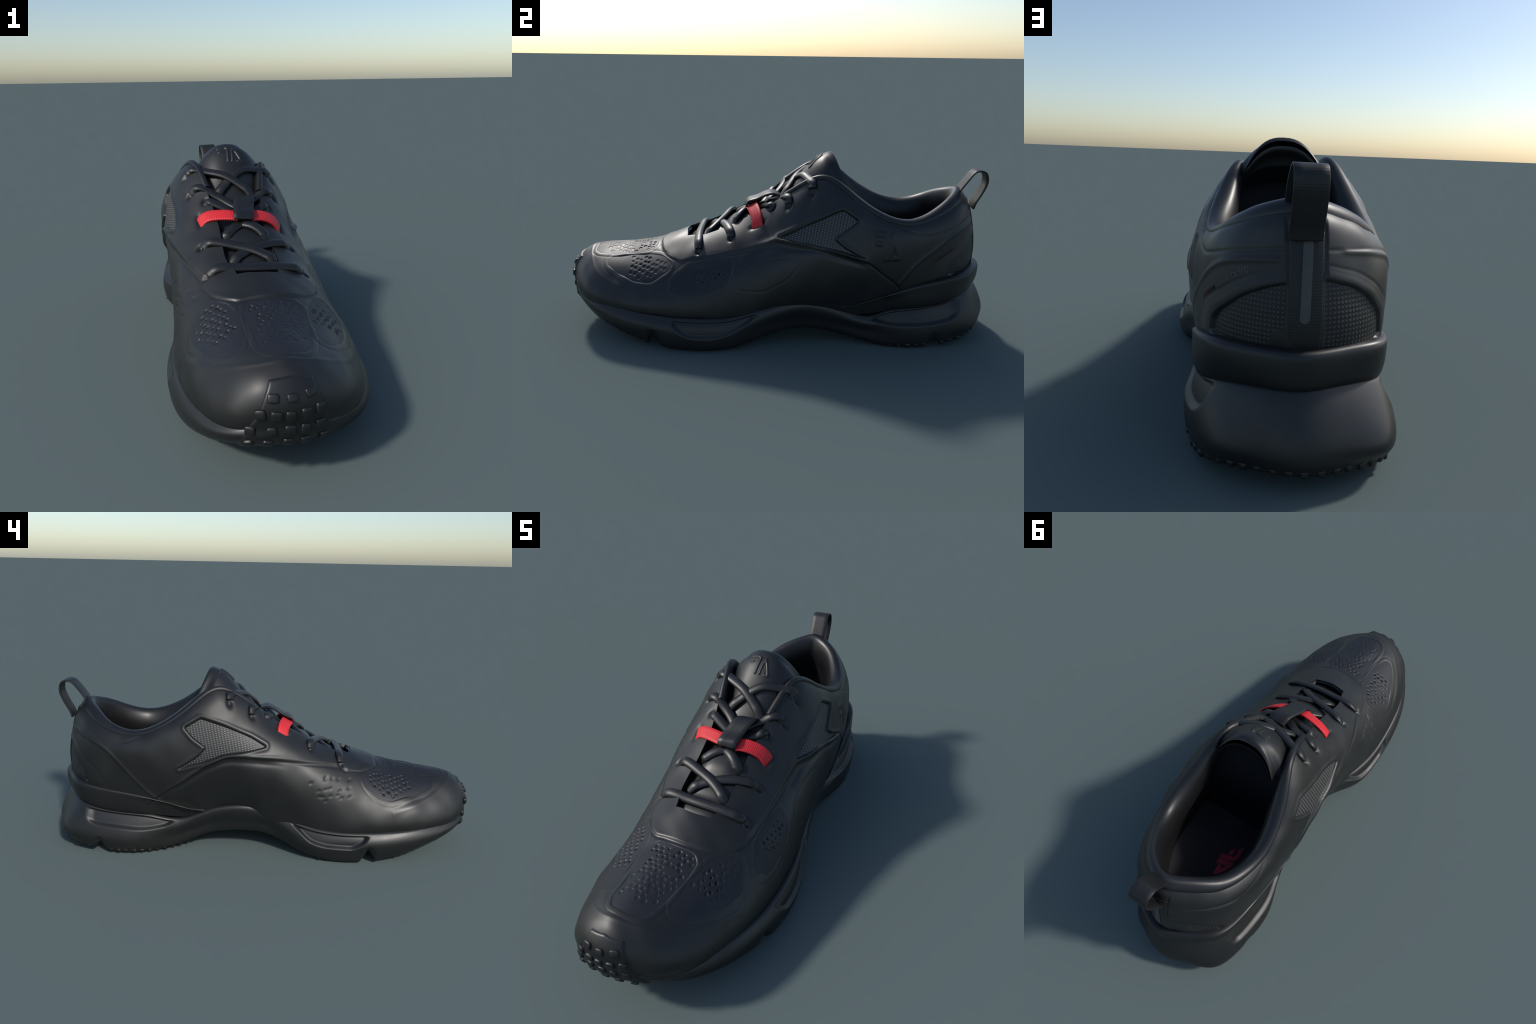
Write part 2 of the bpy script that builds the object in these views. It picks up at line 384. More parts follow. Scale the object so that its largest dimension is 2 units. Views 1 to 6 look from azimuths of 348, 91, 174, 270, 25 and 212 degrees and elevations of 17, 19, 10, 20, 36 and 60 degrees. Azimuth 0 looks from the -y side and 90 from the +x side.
DISP *= 1-(GY > .78)*(1-sstep(.044, .050, np.abs(GX+.017)))*(1-sstep(.62, .64, GZ))
# logo pressed into the right quarter
dl = np.where(RGT, logo_sdf((GY-.482)/.062, (GZ-.468)/.072)*.06, 1.0)
DISP += .0040*(1-sstep(-.004, .004, dl))
# eyelets and loop slots
EYES = [(-.204, -.362), (-.201, -.218), (-.206, .049), (-.212, .148), (.166, -.351), (.150, -.205), (.143, .053), (.160, .152), (-.152, -.018), (.102, -.018)]
for ex, ey in EYES:
    r = np.hypot((GX-ex), (GY-ey)); DISP -= np.where(GZ > .3, .0120*np.exp(-(r/.0115)**2), 0)
for ex, ey in ((-.187, -.092), (.134, -.088)):
    DISP -= np.where(GZ > .3, .008*np.exp(-((GX-ex)/.010)**2-((GY-ey)/.034)**4), 0)
# soft unevenness of a worn, hand-lasted upper
for k in range(26):
    v = RNG.normal(size=3)*RNG.choice([10, 18, 30]); ph = RNG.uniform(0, 6.28)
    DISP += .00038*np.sin(GX*v[0]+GY*v[1]+GZ*v[2]+ph)

G2 = G+nrm*DISP[..., None]
_qf = [(i*NJ+j, i*NJ+j+1, (i+1)*NJ+j+1, (i+1)*NJ+j) for i in range(0, NT-1) for j in range(0, NJ-1) if not (J_R <= j < J_L and i < I_FRONT)]
BASE_BVH = BVHTree.FromPolygons([Vector(v) for v in G.reshape(-1, 3)], _qf)

def keep(i, j):
    mid = J_R <= j < J_L
    return (not mid) or i >= I_FRONT
faces = [(i*NJ+j, i*NJ+j+1, (i+1)*NJ+j+1, (i+1)*NJ+j) for i in range(NT-1) for j in range(NJ-1) if keep(i, j)]
V = G2.reshape(-1, 3)
def compact(V, F):
    F = np.array(F); u, inv = np.unique(F, return_inverse=True)
    return V[u], inv.reshape(F.shape)
Vc, Fc = compact(V, faces)
me = mesh_from('upper', Vc, Fc, merge=0.0004, outward=True)
upper = add_obj('upper', me, mat=M_UPPER)
UP_BVH = bvh_of([upper])

# inner shell with the rim that closes the throat edge
TH = 0.014
Gi = G-nrm*TH
rim = []
Vi = np.concatenate([G2.reshape(-1, 3)-0.0006*nrm.reshape(-1, 3), Gi.reshape(-1, 3)]); o = NT*NJ
fi = [(a+o, d+o, c+o, b+o) for (a, b, c, d) in faces]
for i in range(I_TOP-45, I_FRONT):
    for j in (J_R, J_L):
        a = i*NJ+j; b = (i+1)*NJ+j; rim.append((a, b, b+o, a+o))
for j in range(J_R, J_L):
    a = I_FRONT*NJ+j; rim.append((a, a+1, a+1+o, a+o))
Vc, Fc = compact(Vi, fi+rim)
lining_shell = add_obj('inner_shell', mesh_from('inner_shell', Vc, Fc, merge=0.0004), mat=M_LINING)

# ------------------------------------------------------------------ collar: padded roll + inner wall
nc = 2*(I_TOP+50)-1
idx = list(range(I_TOP+49, 0, -1))
edge = np.concatenate([G[idx, J_R], G[0:1, J_R], G[idx[::-1], J_L]])
en = np.concatenate([nrm[idx, J_R], nrm[0:1, J_R], nrm[idx[::-1], J_L]])
# horizontal outward direction
tan = np.gradient(edge, axis=0); out = np.cross(tan, [0, 0, 1.0]); out[:, 2] = 0
out /= np.linalg.norm(out, axis=1, keepdims=True)
if out[len(out)//2][1] < 0: out = -out
f = np.array([abs(i-(len(edge)-1)/2)/((len(edge)-1)/2) for i in range(len(edge))])   # 0 heel .. 1 throat end
#            (out, up) heel profile / throat profile
prof_h = np.array([(.001, -.012), (.004, .004), (-.005, .022), (-.026, .037), (-.048, .028), (-.061, -.002), (-.065, -.05), (-.052, -.11), (-.040, -.20), (-.032, -.33)])
prof_m = np.array([(.001, -.010), (.005, .003), (.001, .014), (-.023, .022), (-.046, .012), (-.064, -.018), (-.072, -.06), (-.062, -.12), (-.035, -.20), (-.030, -.30)])
prof_t = np.array([(.000, -.012), (.008, -.002), (.006, .012), (-.006, .018), (-.018, .010), (-.024, -.008), (-.022, -.03), (-.020, -.05), (-.020, -.08), (-.020, -.10)])
NP = 44
Gc = np.zeros((len(edge), NP, 3))
for i in range(len(edge)):
    w1 = sstep(0.15, 0.45, f[i]); w2 = sstep(0.62, 0.86, f[i])
    p = prof_h*(1-w1)+prof_m*w1; p = p*(1-w2)+prof_t*w2
    q = curve(p, NP)
    Gc[i] = edge[i]+out[i]*q[:, :1]+np.array([0, 0, 1.0])*q[:, 1:]
    Gc[i][:, 2] = np.maximum(Gc[i][:, 2], .20)
collar = add_obj('collar', mesh_from('collar', Gc.reshape(-1, 3), grid_faces(len(edge), NP), outward=True), mat=M_LINING)

# ------------------------------------------------------------------ insole
ys = np.linspace(-.90, .90, 60); xs = np.linspace(0, 1, 24)
def xr(y): return pl(y, [(-.92, -.02), (-.85, .11), (-.7, .20), (-.5, .25), (-.3, .26), (0, .245), (.3, .225), (.55, .215), (.72, .175), (.82, .10), (.9, -.03)])
def xl(y): return pl(y, [(-.92, -.06), (-.85, -.18), (-.7, -.24), (-.5, -.27), (-.3, -.27), (0, -.25), (.3, -.235), (.55, -.235), (.72, -.21), (.82, -.15), (.9, -.05)])
def insole_z(x, y):
    return pl(y, [(-.95, .21), (-.7, .19), (-.4, .20), (-.1, .23), (.2, .25), (.5, .255), (.95, .265)])+0.35*(x+.02)**2
Gs = np.zeros((60, 24, 3))
for i, y in enumerate(ys):
    x = xl(y)+(xr(y)-xl(y))*xs
    Gs[i] = np.stack([x, np.full(24, y), insole_z(x, y)], 1)
insole = add_obj('insole', mesh_from('insole', Gs.reshape(-1, 3), grid_faces(60, 24)), mat=M_INSOLE)

# inner vamp lining: slopes from under the tongue down to the footbed
nv = 40; lp = curve([(.12, .695), (.195, .672), (.25, .592), (.29, .48), (.305, .36), (.325, .268), (.345, .245)], nv)
Gv = np.zeros((nv, 21, 3))
for i in range(nv):
    hw = np.interp(lp[i, 1], [.24, .45, .6, .75], [.235, .225, .175, .11])
    for j, u in enumerate(np.linspace(-1, 1, 21)):
        Gv[i, j] = (-.022+hw*u, lp[i, 0]+.03*u*u, lp[i, 1]-.02*u*u)
add_obj('vamp_lining', mesh_from('vamp_lining', Gv.reshape(-1, 3), grid_faces(nv, 21)), mat=M_DARK)

# ------------------------------------------------------------------ midsole
# each rib: bottom edge, bulge, top lip  (top lip follows the feather line)
S_HEEL = [(-.008, .957, .042), (-.008, 1.0, .096), (-.006, .942, .240)]
S_TOE = [(-.06, -.930, .120), (-.065, -.969, .157), (-.07, -.972, .205)]
S_RIGHT = [
 [(.092, .925, .042), (.105, .962, .095), (.100, .908, .238)],
 [(.168, .870, .030), (.190, .912, .086), (.170, .846, .228)],
 [(.227, .760, .013), (.256, .765, .074), (.225, .745, .208)],
 [(.250, .60, .006), (.278, .60, .070), (.246, .60, .186)],
 [(.243, .50, .006), (.268, .50, .072), (.246, .50, .168)],
 [(.228, .41, .016), (.252, .41, .080), (.246, .41, .140)],
 [(.216, .25, .056), (.246, .25, .108), (.250, .25, .190)],
 [(.233, .10, .078), (.264, .10, .132), (.270, .10, .215)],
 [(.268, -.05, .052), (.300, -.05, .110), (.295, -.05, .188)],
 [(.314, -.20, .010), (.344, -.20, .066), (.322, -.20, .150)],
 [(.332, -.35, .004), (.360, -.35, .060), (.332, -.35, .144)],
 [(.310, -.51, .014), (.339, -.52, .076), (.317, -.52, .149)],
 [(.248, -.685, .042), (.286, -.695, .092), (.270, -.69, .162)],
 [(.164, -.825, .082), (.200, -.842, .124), (.192, -.842, .180)],
 [(.055, -.902, .110), (.078, -.938, .150), (.071, -.938, .197)],
]
S_LEFT = [
 [(-.112, .932, .036), (-.135, .970, .092), (-.112, .908, .238)],
 [(-.204, .878, .026), (-.238, .922, .084), (-.204, .846, .229)],
 [(-.258, .760, .013), (-.294, .765, .074), (-.252, .745, .210)],
 [(-.273, .60, .006), (-.306, .60, .070), (-.262, .60, .195)],
 [(-.250, .50, .008), (-.282, .50, .075), (-.260, .50, .182)],
 [(-.218, .39, .022), (-.246, .39, .086), (-.248, .39, .160)],
 [(-.190, .25, .068), (-.222, .25, .124), (-.246, .25, .206)],
 [(-.198, .10, .092), (-.232, .10, .150), (-.252, .10, .235)],
 [(-.220, -.05, .080), (-.250, -.05, .130), (-.258, -.05, .210)],
 [(-.288, -.20, .028), (-.328, -.20, .076), (-.304, -.20, .163)],
 [(-.325, -.35, .004), (-.358, -.35, .064), (-.338, -.35, .146)],
 [(-.326, -.52, .012), (-.360, -.53, .072), (-.341, -.53, .147)],
 [(-.292, -.685, .038), (-.334, -.70, .086), (-.322, -.70, .158)],
 [(-.230, -.825, .078), (-.278, -.848, .120), (-.266, -.848, .172)],
 [(-.150, -.902, .106), (-.195, -.938, .146), (-.193, -.938, .190)],
]
sR, sL = loop_rails(S_HEEL, S_RIGHT, S_LEFT, S_TOE)
Ts = chord((sR[1]+sL[1]*[-1, 1, 1])/2); Ts /= Ts[-1]
NS = 720
ts = np.linspace(0, 1, NS)
mR, mL = sample_loop(sR, sL, Ts, ts)

def notch(y, side):
    """height of the V cuts in the sole's lower edge"""
    n = 0
    for yc, d, w in ([(-.540, .058, .036), (.715, .036, .034)] if side > 0 else [(-.495, .060, .036), (.745, .042, .034)]):
        n = n+d*np.clip(1-np.abs(y-yc)/w, 0, 1)
    return n

NB = 96
def wall(bot, bulge, top, side):
    """sole wall: under edge, round bulge, panel recess, lip and a ledge running in under the upper"""
    n = len(bot); out = np.zeros((n, NB, 3))
    for i in range(n):
        b, g, t = bot[i].copy(), bulge[i], top[i]
        c = np.array([-.03, b[1]*0.93 if abs(b[1]) > .8 else b[1], 0]); inw = c-g; inw[2] = 0
        L = np.linalg.norm(inw); inw = inw/(L+1e-9)
        b = b-inw*.012+np.array([0, 0, .006])
        P = [b+inw*.10+[0, 0, .006], b+inw*.03+[0, 0, .001], b-inw*.004+[0, 0, .001], b+(g-b)*.45-inw*.006+[0, 0, 0], g,
             g+(t-g)*.5-inw*.010, t-inw*.002+[0, 0, -.006], t+inw*.008+[0, 0, .003], t+inw*.05+[0, 0, -.002]]
        q = curve(P, NB)
        y = q[:, 1]; z = q[:, 2]
        # recessed side panels
        if side > 0:
            hp = [(.36, .16), (.41, .137), (.46, .120), (.54, .110), (.67, .114), (.77, .126), (.83, .16), (.84, .20)]
            fp = [(-.47, .145), (-.43, .10), (-.38, .073), (-.32, .069), (-.27, .070), (-.21, .085), (-.14, .12), (-.07, .165)]
        else:
            hp = [(.34, .19), (.39, .158), (.45, .130), (.54, .122), (.66, .132), (.76, .142), (.81, .165), (.82, .21)]
            fp = [(-.50, .14), (-.46, .10), (-.41, .079), (-.31, .082), (-.24, .096), (-.17, .147), (-.11, .20)]
        rec = 0
        for pp, dep in ((hp, .017), (fp, .016 if side > 0 else .020)):
            X = [p[0] for p in pp]
            inside = (y > X[0]) & (y < X[-1])
            lo = pl(y, pp)
            endf = sstep(X[0], X[0]+.03, y)*(1-sstep(X[-1]-.05, X[-1], y))
            rec = rec+dep*sstep(-.006, .011, z-lo)*inside*endf*(1-sstep(t[2]-.016, t[2]-.006, z))
        q = q+inw*np.asarray(rec)[:, None] if np.ndim(rec) else q
        nz = notch(y, side)
        lift = nz*(1-sstep(b[2]+.02, b[2]+.085, z))
        q[:, 2] += lift
        out[i] = q
    return out
IB = 0
wR = wall(mR[0], mR[1], mR[2], 1); wL = wall(mL[0], mL[1], mL[2], -1)
loop = np.concatenate([wR, wL[-2:0:-1]])
nl = len(loop)
MV = list(loop.reshape(-1, 3)); MF = grid_faces(nl, NB, cu=True)
# underside: bridge right and left inner bottom edges
NU = 14
und = np.array([wR[:, 0]*(1-s)+wL[:, 0]*s for s in np.linspace(0, 1, NU)]).transpose(1, 0, 2)
for j in range(1, NU-1): und[:, j, 2] += 0.0
o = len(MV); MV += list(und.reshape(-1, 3)); MF += [tuple(reversed(q)) for q in grid_faces(NS, NU, off=o)]
topg = np.array([wR[:, -1]*(1-s)+wL[:, -1]*s for s in np.linspace(0, 1, NU)]).transpose(1, 0, 2)
o = len(MV); MV += list(topg.reshape(-1, 3)); MF += grid_faces(NS, NU, off=o)
midsole = add_obj('midsole', mesh_from('midsole', np.array(MV), MF, merge=0.0004, outward=True), mat=M_FOAM)

# ------------------------------------------------------------------ heel clip
C_HEEL = [(-.006, .920, .230), (-.006, .944, .245), (-.006, .957, .318), (-.006, .950, .336), (-.006, .915, .336)]
def clip_rib(xt, xb, y, zb, zt):
    """xt: upper rim, xb: lower edge; the face leans in where the clip runs out towards the arch"""
    s = np.sign(xt)
    k = np.clip((.62-y)/.2, 0, 1)
    return [(xb-s*.03, y, zb), (xb, y, zb+.008), (xt+s*.002-k*.75*(xt-xb), y, zt-.014-.004*k), (xt, y, zt-.003*k), (xt-s*.035, y, zt+.002)]
C_RIGHT = [
 [(.090, .885, .228), (.100, .903, .243), (.112, .912, .318), (.110, .906, .335), (.085, .87, .335)],
 [(.160, .825, .216), (.176, .838, .230), (.192, .850, .315), (.189, .844, .332), (.160, .81, .332)],
 clip_rib(.240, .229, .74, .195, .318), clip_rib(.256, .246, .60, .178, .288), clip_rib(.264, .236, .50, .160, .254),
 clip_rib(.268, .208, .41, .134, .226), clip_rib(.268, .216, .34, .150, .204), clip_rib(.249, .232, .26, .168, .186)]
C_LEFT = [
 [(-.102, .885, .228), (-.113, .903, .243), (-.126, .912, .318), (-.124, .906, .335), (-.095, .87, .335)],
 [(-.188, .825, .216), (-.206, .838, .230), (-.224, .850, .315), (-.221, .844, .332), (-.19, .81, .332)],
 clip_rib(-.262, -.248, .74, .198, .316), clip_rib(-.277, -.262, .60, .185, .296), clip_rib(-.284, -.250, .50, .170, .276),
 clip_rib(-.284, -.216, .40, .156, .252), clip_rib(-.278, -.222, .34, .172, .232), clip_rib(-.246, -.226, .26, .190, .208)]
cl = np.array(C_RIGHT[::-1]+[C_HEEL]+C_LEFT, float)
Tc = chord(cl[:, 2]); 
cs = np.array([cspline(Tc, cl[:, k], np.linspace(0, Tc[-1], 240)) for k in range(5)]).transpose(1, 0, 2)
Gk = np.array([curve(p, 26) for p in cs])
clip = add_obj('heel_clip', mesh_from('heel_clip', Gk.reshape(-1, 3), grid_faces(240, 26), outward=True), mat=M_CLIP)

# ------------------------------------------------------------------ tongue
SP = np.array([(-.47, .402), (-.36, .443), (-.24, .497), (-.10, .564), (0, .624), (.07, .692), (.13, .766), (.185, .816), (.222, .834)])
NTG = 90
sp = curve(SP, NTG)
s01 = np.linspace(0, 1, NTG)
tg = np.gradient(sp, axis=0); tg /= np.linalg.norm(tg, axis=1, keepdims=True)
nn = np.stack([-tg[:, 1], tg[:, 0]], 1)
halfw = pl(s01, [(0, .15), (.3, .145), (.55, .14), (.75, .155), (.9, .168), (.96, .160), (1, .130)])
drop = pl(s01, [(0, .02), (.4, .035), (.6, .05), (.8, .085), (.95, .110), (1, .105)])
thick = pl(s01, [(0, .012), (.5, .018), (.7, .045), (.85, .084), (.95, .090), (1, .060)])
cx = pl(s01, [(0, -.025), (.5, -.025), (.8, -.018), (1, -.018)])
NR = 64
Gt = []
for i in range(NTG):
    ring = []
    for k in range(NR):
        a = 2*math.pi*k/NR
        c, s = math.cos(a), math.sin(a)
        u = math.copysign(abs(c)**0.8, c)
        x = halfw[i]*u
        mid = -drop[i]*(abs(u)**2.5)
        h = mid+thick[i]*0.5*math.copysign(abs(s)**0.7, s)-thick[i]*0.5
        ring.append((cx[i]+x, sp[i, 0]+nn[i, 0]*h, sp[i, 1]+nn[i, 1]*h))
    Gt.append(ring)
Gt = np.array(Gt)
# round closing cap
for q, sc in ((.012, .93), (.020, .8), (.025, .6), (.027, .3)):
    c = Gt[NTG-1].mean(0); r = (Gt[NTG-1]-c)*sc+c
    arch = Gt[NTG-1].copy(); ctr = np.array([(Gt[NTG-1][k]+Gt[NTG-1][(NR-k) % NR])/2 for k in range(NR)])
    r = ctr+(arch-ctr)*sc
    r[:, 1] += tg[-1, 0]*q; r[:, 2] += tg[-1, 1]*q
    Gt = np.concatenate([Gt, r[None]])
# quilted pad in the middle of the throat and a small one at its front
for (py, pz_amp, ly, lx) in ((-.175, .016, .058, .085), (-.375, .010, .035, .100), (-.285, .006, .030, .080)):
    w_ = np.exp(-(np.abs((Gt[..., 1]-py)/ly)**3)-(np.abs((Gt[..., 0]+.025)/lx)**4))
    upw = (np.sin(2*np.pi*np.arange(NR)/NR) > .02)[None, :]
    Gt[..., 2] += pz_amp*w_*upw; Gt[..., 1] -= .4*pz_amp*w_*upw
tongue = add_obj('tongue', mesh_from('tongue', Gt.reshape(-1, 3), grid_faces(len(Gt), NR, cv=True), outward=True), mat=M_TONGUE)

# ------------------------------------------------------------------ laces
def tube(path, rx, rz, n=60, ring=14, taper=True):
    P = curve(path, n); tg = np.gradient(P, axis=0); tg /= np.linalg.norm(tg, axis=1, keepdims=True)
    up = np.array([0, -.45, .9]); G = []
    for i in range(n):
        side = np.cross(tg[i], up); side /= np.linalg.norm(side)+1e-9; u2 = np.cross(side, tg[i])
        e = 1.0
        G.append([P[i]+side*rx*e*math.cos(2*math.pi*k/ring)+u2*rz*e*math.sin(2*math.pi*k/ring) for k in range(ring)])
    G = np.array(G); V = list(G.reshape(-1, 3)); F = grid_faces(n, ring, cv=True)
    F.append(tuple(range(ring))); F.append(tuple((n-1)*ring+k for k in range(ring)))
    return np.array(V), F
EL = [(-.189, -.36, .455), (-.184, -.222, .512), (-.18, -.10, .565), (-.189, .045, .643), (-.194, .144, .716)]
ER = [(.147, -.352, .425), (.132, -.21, .475), (.126, -.09, .53), (.125, .048, .611), (.141, .149, .685)]
def lace(name, path, rx=.0205, rz=.0110):
    V, F = tube(path, rx, rz)
    return add_obj(name, mesh_from(name, V, F, outward=True), mat=M_LACE)
laces = [
 [(-.195, -.362, .440), (-.178, -.360, .475), (-.11, -.362, .492), (0, -.365, .495), (.09, -.36, .478), (.140, -.355, .447), (.156, -.352, .412)],
 [(-.192, -.220, .500), (-.175, -.222, .530), (-.10, -.245, .545), (-.02, -.275, .535), (.04, -.310, .500), (.060, -.33, .455)],
 [(.140, -.208, .462), (.122, -.212, .497), (.05, -.235, .530), (-.02, -.265, .518), (-.08, -.300, .487), (-.105, -.325, .455)],
 [(-.04, -.13, .585), (.0, -.155, .575), (.035, -.180, .555), (.055, -.20, .510)],
 [(.01, -.12, .58), (-.05, -.15, .572), (-.085, -.175, .550), (-.105, -.195, .515)],
 [(-.197, .047, .632), (-.178, .045, .665), (-.11, .02, .668), (-.05, -.02, .650), (-.01, -.06, .625)],
 [(.133, .050, .598), (.115, .046, .633), (.06, .02, .650), (.01, -.02, .640), (-.02, -.06, .620)],
 [(-.158, -.015, .61), (-.10, -.04, .618), (-.05, -.06, .615), (0, -.08, .60)],
 [(.10, -.02, .585), (.06, -.045, .60), (.0, -.07, .60)],
 [(-.203, .146, .702), (-.185, .145, .738), (-.12, .12, .745), (-.05, .085, .728), (.02, .045, .695), (.06, .015, .655)],
 [(.150, .150, .672), (.130, .150, .708), (.07, .13, .735), (.0, .10, .722), (-.06, .06, .698), (-.11, .02, .66)],
 [(-.155, .13, .705), (-.148, .09, .70), (-.14, .055, .675), (-.135, .03, .655)],
 [(.105, .13, .68), (.098, .09, .678), (.092, .055, .648), (.088, .03, .625)],
]
def sink(p, d=.012):
    q = np.array(p, float); n = len(q); w = np.sin(np.linspace(0, np.pi, n))**.5
    q[:, 2] -= d*np.where(np.arange(n) % (n-1) == 0, .25, 1)
    return q
LACE_BVH = bvh_of([upper, tongue])
def lay(p, over):
    """let a lace rest on the shoe, bridging hollows, its ends diving into the eyelets"""
    q = curve(p, 36); zs_ = []
    for x, y, z in q:
        h = LACE_BVH.ray_cast(Vector((x, y, 2)), Vector((0, 0, -1))); zs_.append(h[0].z if h[0] is not None else z)
    zs_ = np.array(zs_); L_ = np.linspace(0, 1, 36)
    ch = np.interp(L_, [.12, .88], [zs_[4], zs_[31]])
    z = np.maximum(zs_, ch)+.006+over*np.sin(np.pi*L_)
    for _ in range(30): z[1:-1] = (z[:-2]+z[1:-1]*2+z[2:])/4
    z = np.maximum(z, zs_+.003)
    for _ in range(8): z[1:-1] = (z[:-2]+z[1:-1]*2+z[2:])/4
    z -= .022*(1-sstep(0, .15, L_))+.022*(1-sstep(0, .15, 1-L_))
    q[:, 2] = z
    return q[::2]
OVER = [.004, .012, .003, .008, .002, .010, .003, .000, .000, .014, .004, .002, .002]
for k, p in enumerate(laces): lace('lace', lay(p, OVER[k]))

def strap(name, path, width_dir, w, th, mat, n=40, parent=None):
    P = curve(path, n); tg = np.gradient(P, axis=0); tg /= np.linalg.norm(tg, axis=1, keepdims=True)
    wd = np.asarray(width_dir, float)
    if wd.ndim == 1: wd = np.repeat(wd[None], n, 0)
    else: wd = np.stack([np.interp(np.linspace(0, 1, n), np.linspace(0, 1, len(wd)), wd[:, k]) for k in range(3)], 1)
    sec = [(-1, -.6), (-.96, -1), (-.5, -1), (0, -1), (.5, -1), (.96, -1), (1, -.6), (1, .6), (.96, 1), (.5, 1), (0, 1), (-.5, 1), (-.96, 1), (-1, .6)]
    G = []
    for i in range(n):
        d = wd[i]-tg[i]*np.dot(wd[i], tg[i]); d /= np.linalg.norm(d); nn = np.cross(d, tg[i])
        G.append([P[i]+d*w*.5*a+nn*th*.5*b for a, b in sec])
    k = len(sec); V = np.array(G).reshape(-1, 3); F = grid_faces(n, k, cv=True)
    F += [tuple(range(k)), tuple((n-1)*k+q for q in range(k))]
    return add_obj(name, mesh_from(name, V, F, outward=True), mat=mat, parent=parent)
strap('lace_loop', sink([(-.178, -.090, .520), (-.188, -.092, .560), (-.168, -.095, .592), (-.11, -.108, .605), (-.055, -.12, .602), (-.038, -.123, .592)], .006), (.25, -1, -.55), .054, .008, M_RED)
strap('lace_loop', sink([(.122, -.086, .480), (.135, -.088, .522), (.117, -.092, .558), (.07, -.105, .588), (.025, -.118, .596), (.010, -.122, .588)], .006), (-.3, -1, -.55), .054, .008, M_RED)
strap('lace_keeper', sink([(.012, .01, .640), (.008, -.02, .652), (-.002, -.06, .642), (-.012, -.10, .622), (-.018, -.137, .606), (-.02, -.146, .585)], .002), (1, .1, 0), .080, .010, M_LACE)

# ------------------------------------------------------------------ pull tab and heel strip
TABX = -.013
strap('pull_tab', [(TABX+.006, .818, .655), (TABX+.005, .842, .692), (TABX+.003, .872, .735), (TABX, .893, .758), (TABX, .908, .763), (TABX, .932, .760), (TABX, .943, .750), (TABX, .950, .715), (TABX, .944, .690), (TABX, .926, .650), (TABX, .908, .615), (TABX, .901, .590)],
      (1, 0, 0.02), .080, .007, M_TAB, n=90)

# ------------------------------------------------------------------ outsole plate and lugs
NO = 22
IB = int(np.argmin(np.linalg.norm(wR[NS//2, :44, :2]-(mR[0][NS//2, :2]+.004*np.sign(mR[0][NS//2, :2])), axis=1)))
pl_in = np.array([wR[:, IB]*(1-s)+wL[:, IB]*s for s in np.linspace(0, 1, NO)]).transpose(1, 0, 2)
top = pl_in+np.array([0, 0, .006]); bot = pl_in+np.array([0, 0, -.006])
# slight skirt beyond the foam edge
cen = pl_in.mean(1, keepdims=True)
V = list(bot.reshape(-1, 3)); F = grid_faces(NS, NO); o = len(V)
V += list(top.reshape(-1, 3)); F += [tuple(reversed(q)) for q in grid_faces(NS, NO, off=o)]
for i in range(NS-1):
    for j in (0, NO-1):
        a = i*NO+j; b = (i+1)*NO+j; F.append((a, b, b+o, a+o))
outsole = add_obj('outsole', mesh_from('outsole', np.array(V), F, merge=.0003, outward=True), mat=M_RUBBER)
OUT_BVH = bvh_of([outsole])

def block_mesh(name, sx, sy, sz, bev=.27):
    """chamfered rubber block, base at z=0"""
    bm = bmesh.new(); bmesh.ops.create_cube(bm, size=1.0)
    for v in bm.verts:
        t = .84 if v.co.z > 0 else 1.0
        v.co = Vector((v.co.x*sx*t, v.co.y*sy*t, (v.co.z+.5)*sz))
    bmesh.ops.bevel(bm, geom=list(bm.edges), offset=min(sx, sy, sz)*bev, segments=2, affect='EDGES', profile=.6)
    me = bpy.data.meshes.new(name); bm.to_mesh(me); bm.free(); me.shade_smooth()
    me.materials.append(M_RUBBER)
    return me
LUG = block_mesh('lug', .026, .022, .022)
lug_n = 0
def place_lug(p, n, ydir=(0, 1, 0), sc=(1, 1, 1), mesh=LUG, parent=None, name='lug'):
    global lug_n
    z = Vector(n).normalized(); y = Vector(ydir); y = (y-z*y.dot(z)).normalized(); x = y.cross(z)
    from mathutils import Matrix
    m = Matrix((x*sc[0], y*sc[1], z*sc[2])).transposed().to_4x4(); m.translation = Vector(p)
    o = bpy.data.objects.new(name, mesh); bpy.context.collection.objects.link(o)
    o.parent = parent or outsole; o.matrix_world = m; lug_n += 1
    return o
rng = random.Random(3)
# rim row on both sides, then rows inside
for side, W, Wo in ((1, wR, wL), (-1, wL, wR)):
    path = W[:, IB]; s = np.concatenate([[0], np.cumsum(np.linalg.norm(np.diff(path, axis=0), axis=1))])
    d = .018
    while d < s[-1]-.01:
        p = np.array([np.interp(d, s, path[:, k]) for k in range(3)]); y = p[1]
        arch = -.02 < y < .30
        i = int(np.argmin(abs(s-d))); tgt = path[min(i+1, NS-1)]-path[max(i-1, 0)]; tgt = tgt/np.linalg.norm(tgt)
        inw = np.cross(tgt, [0, 0, 1.0]); inw /= np.linalg.norm(inw)
        if np.dot(inw, np.array([-.02, p[1]*.8, p[2]])-p) < 0: inw = -inw
        if not arch and notch(y, side) < .006:
            nn = np.array([0, 0, -1.0])-inw*.15
            q = p+inw*.008+np.array([0, 0, .006])
            sz = rng.uniform(.6, 1.0)
            zt = max(q[2]-.001, .012); place_lug(q, nn, tgt, (rng.uniform(.8, 1.05), rng.uniform(.85, 1.1), min(sz*.95, zt/.0225)))
        d += .036+rng.uniform(-.004, .006)
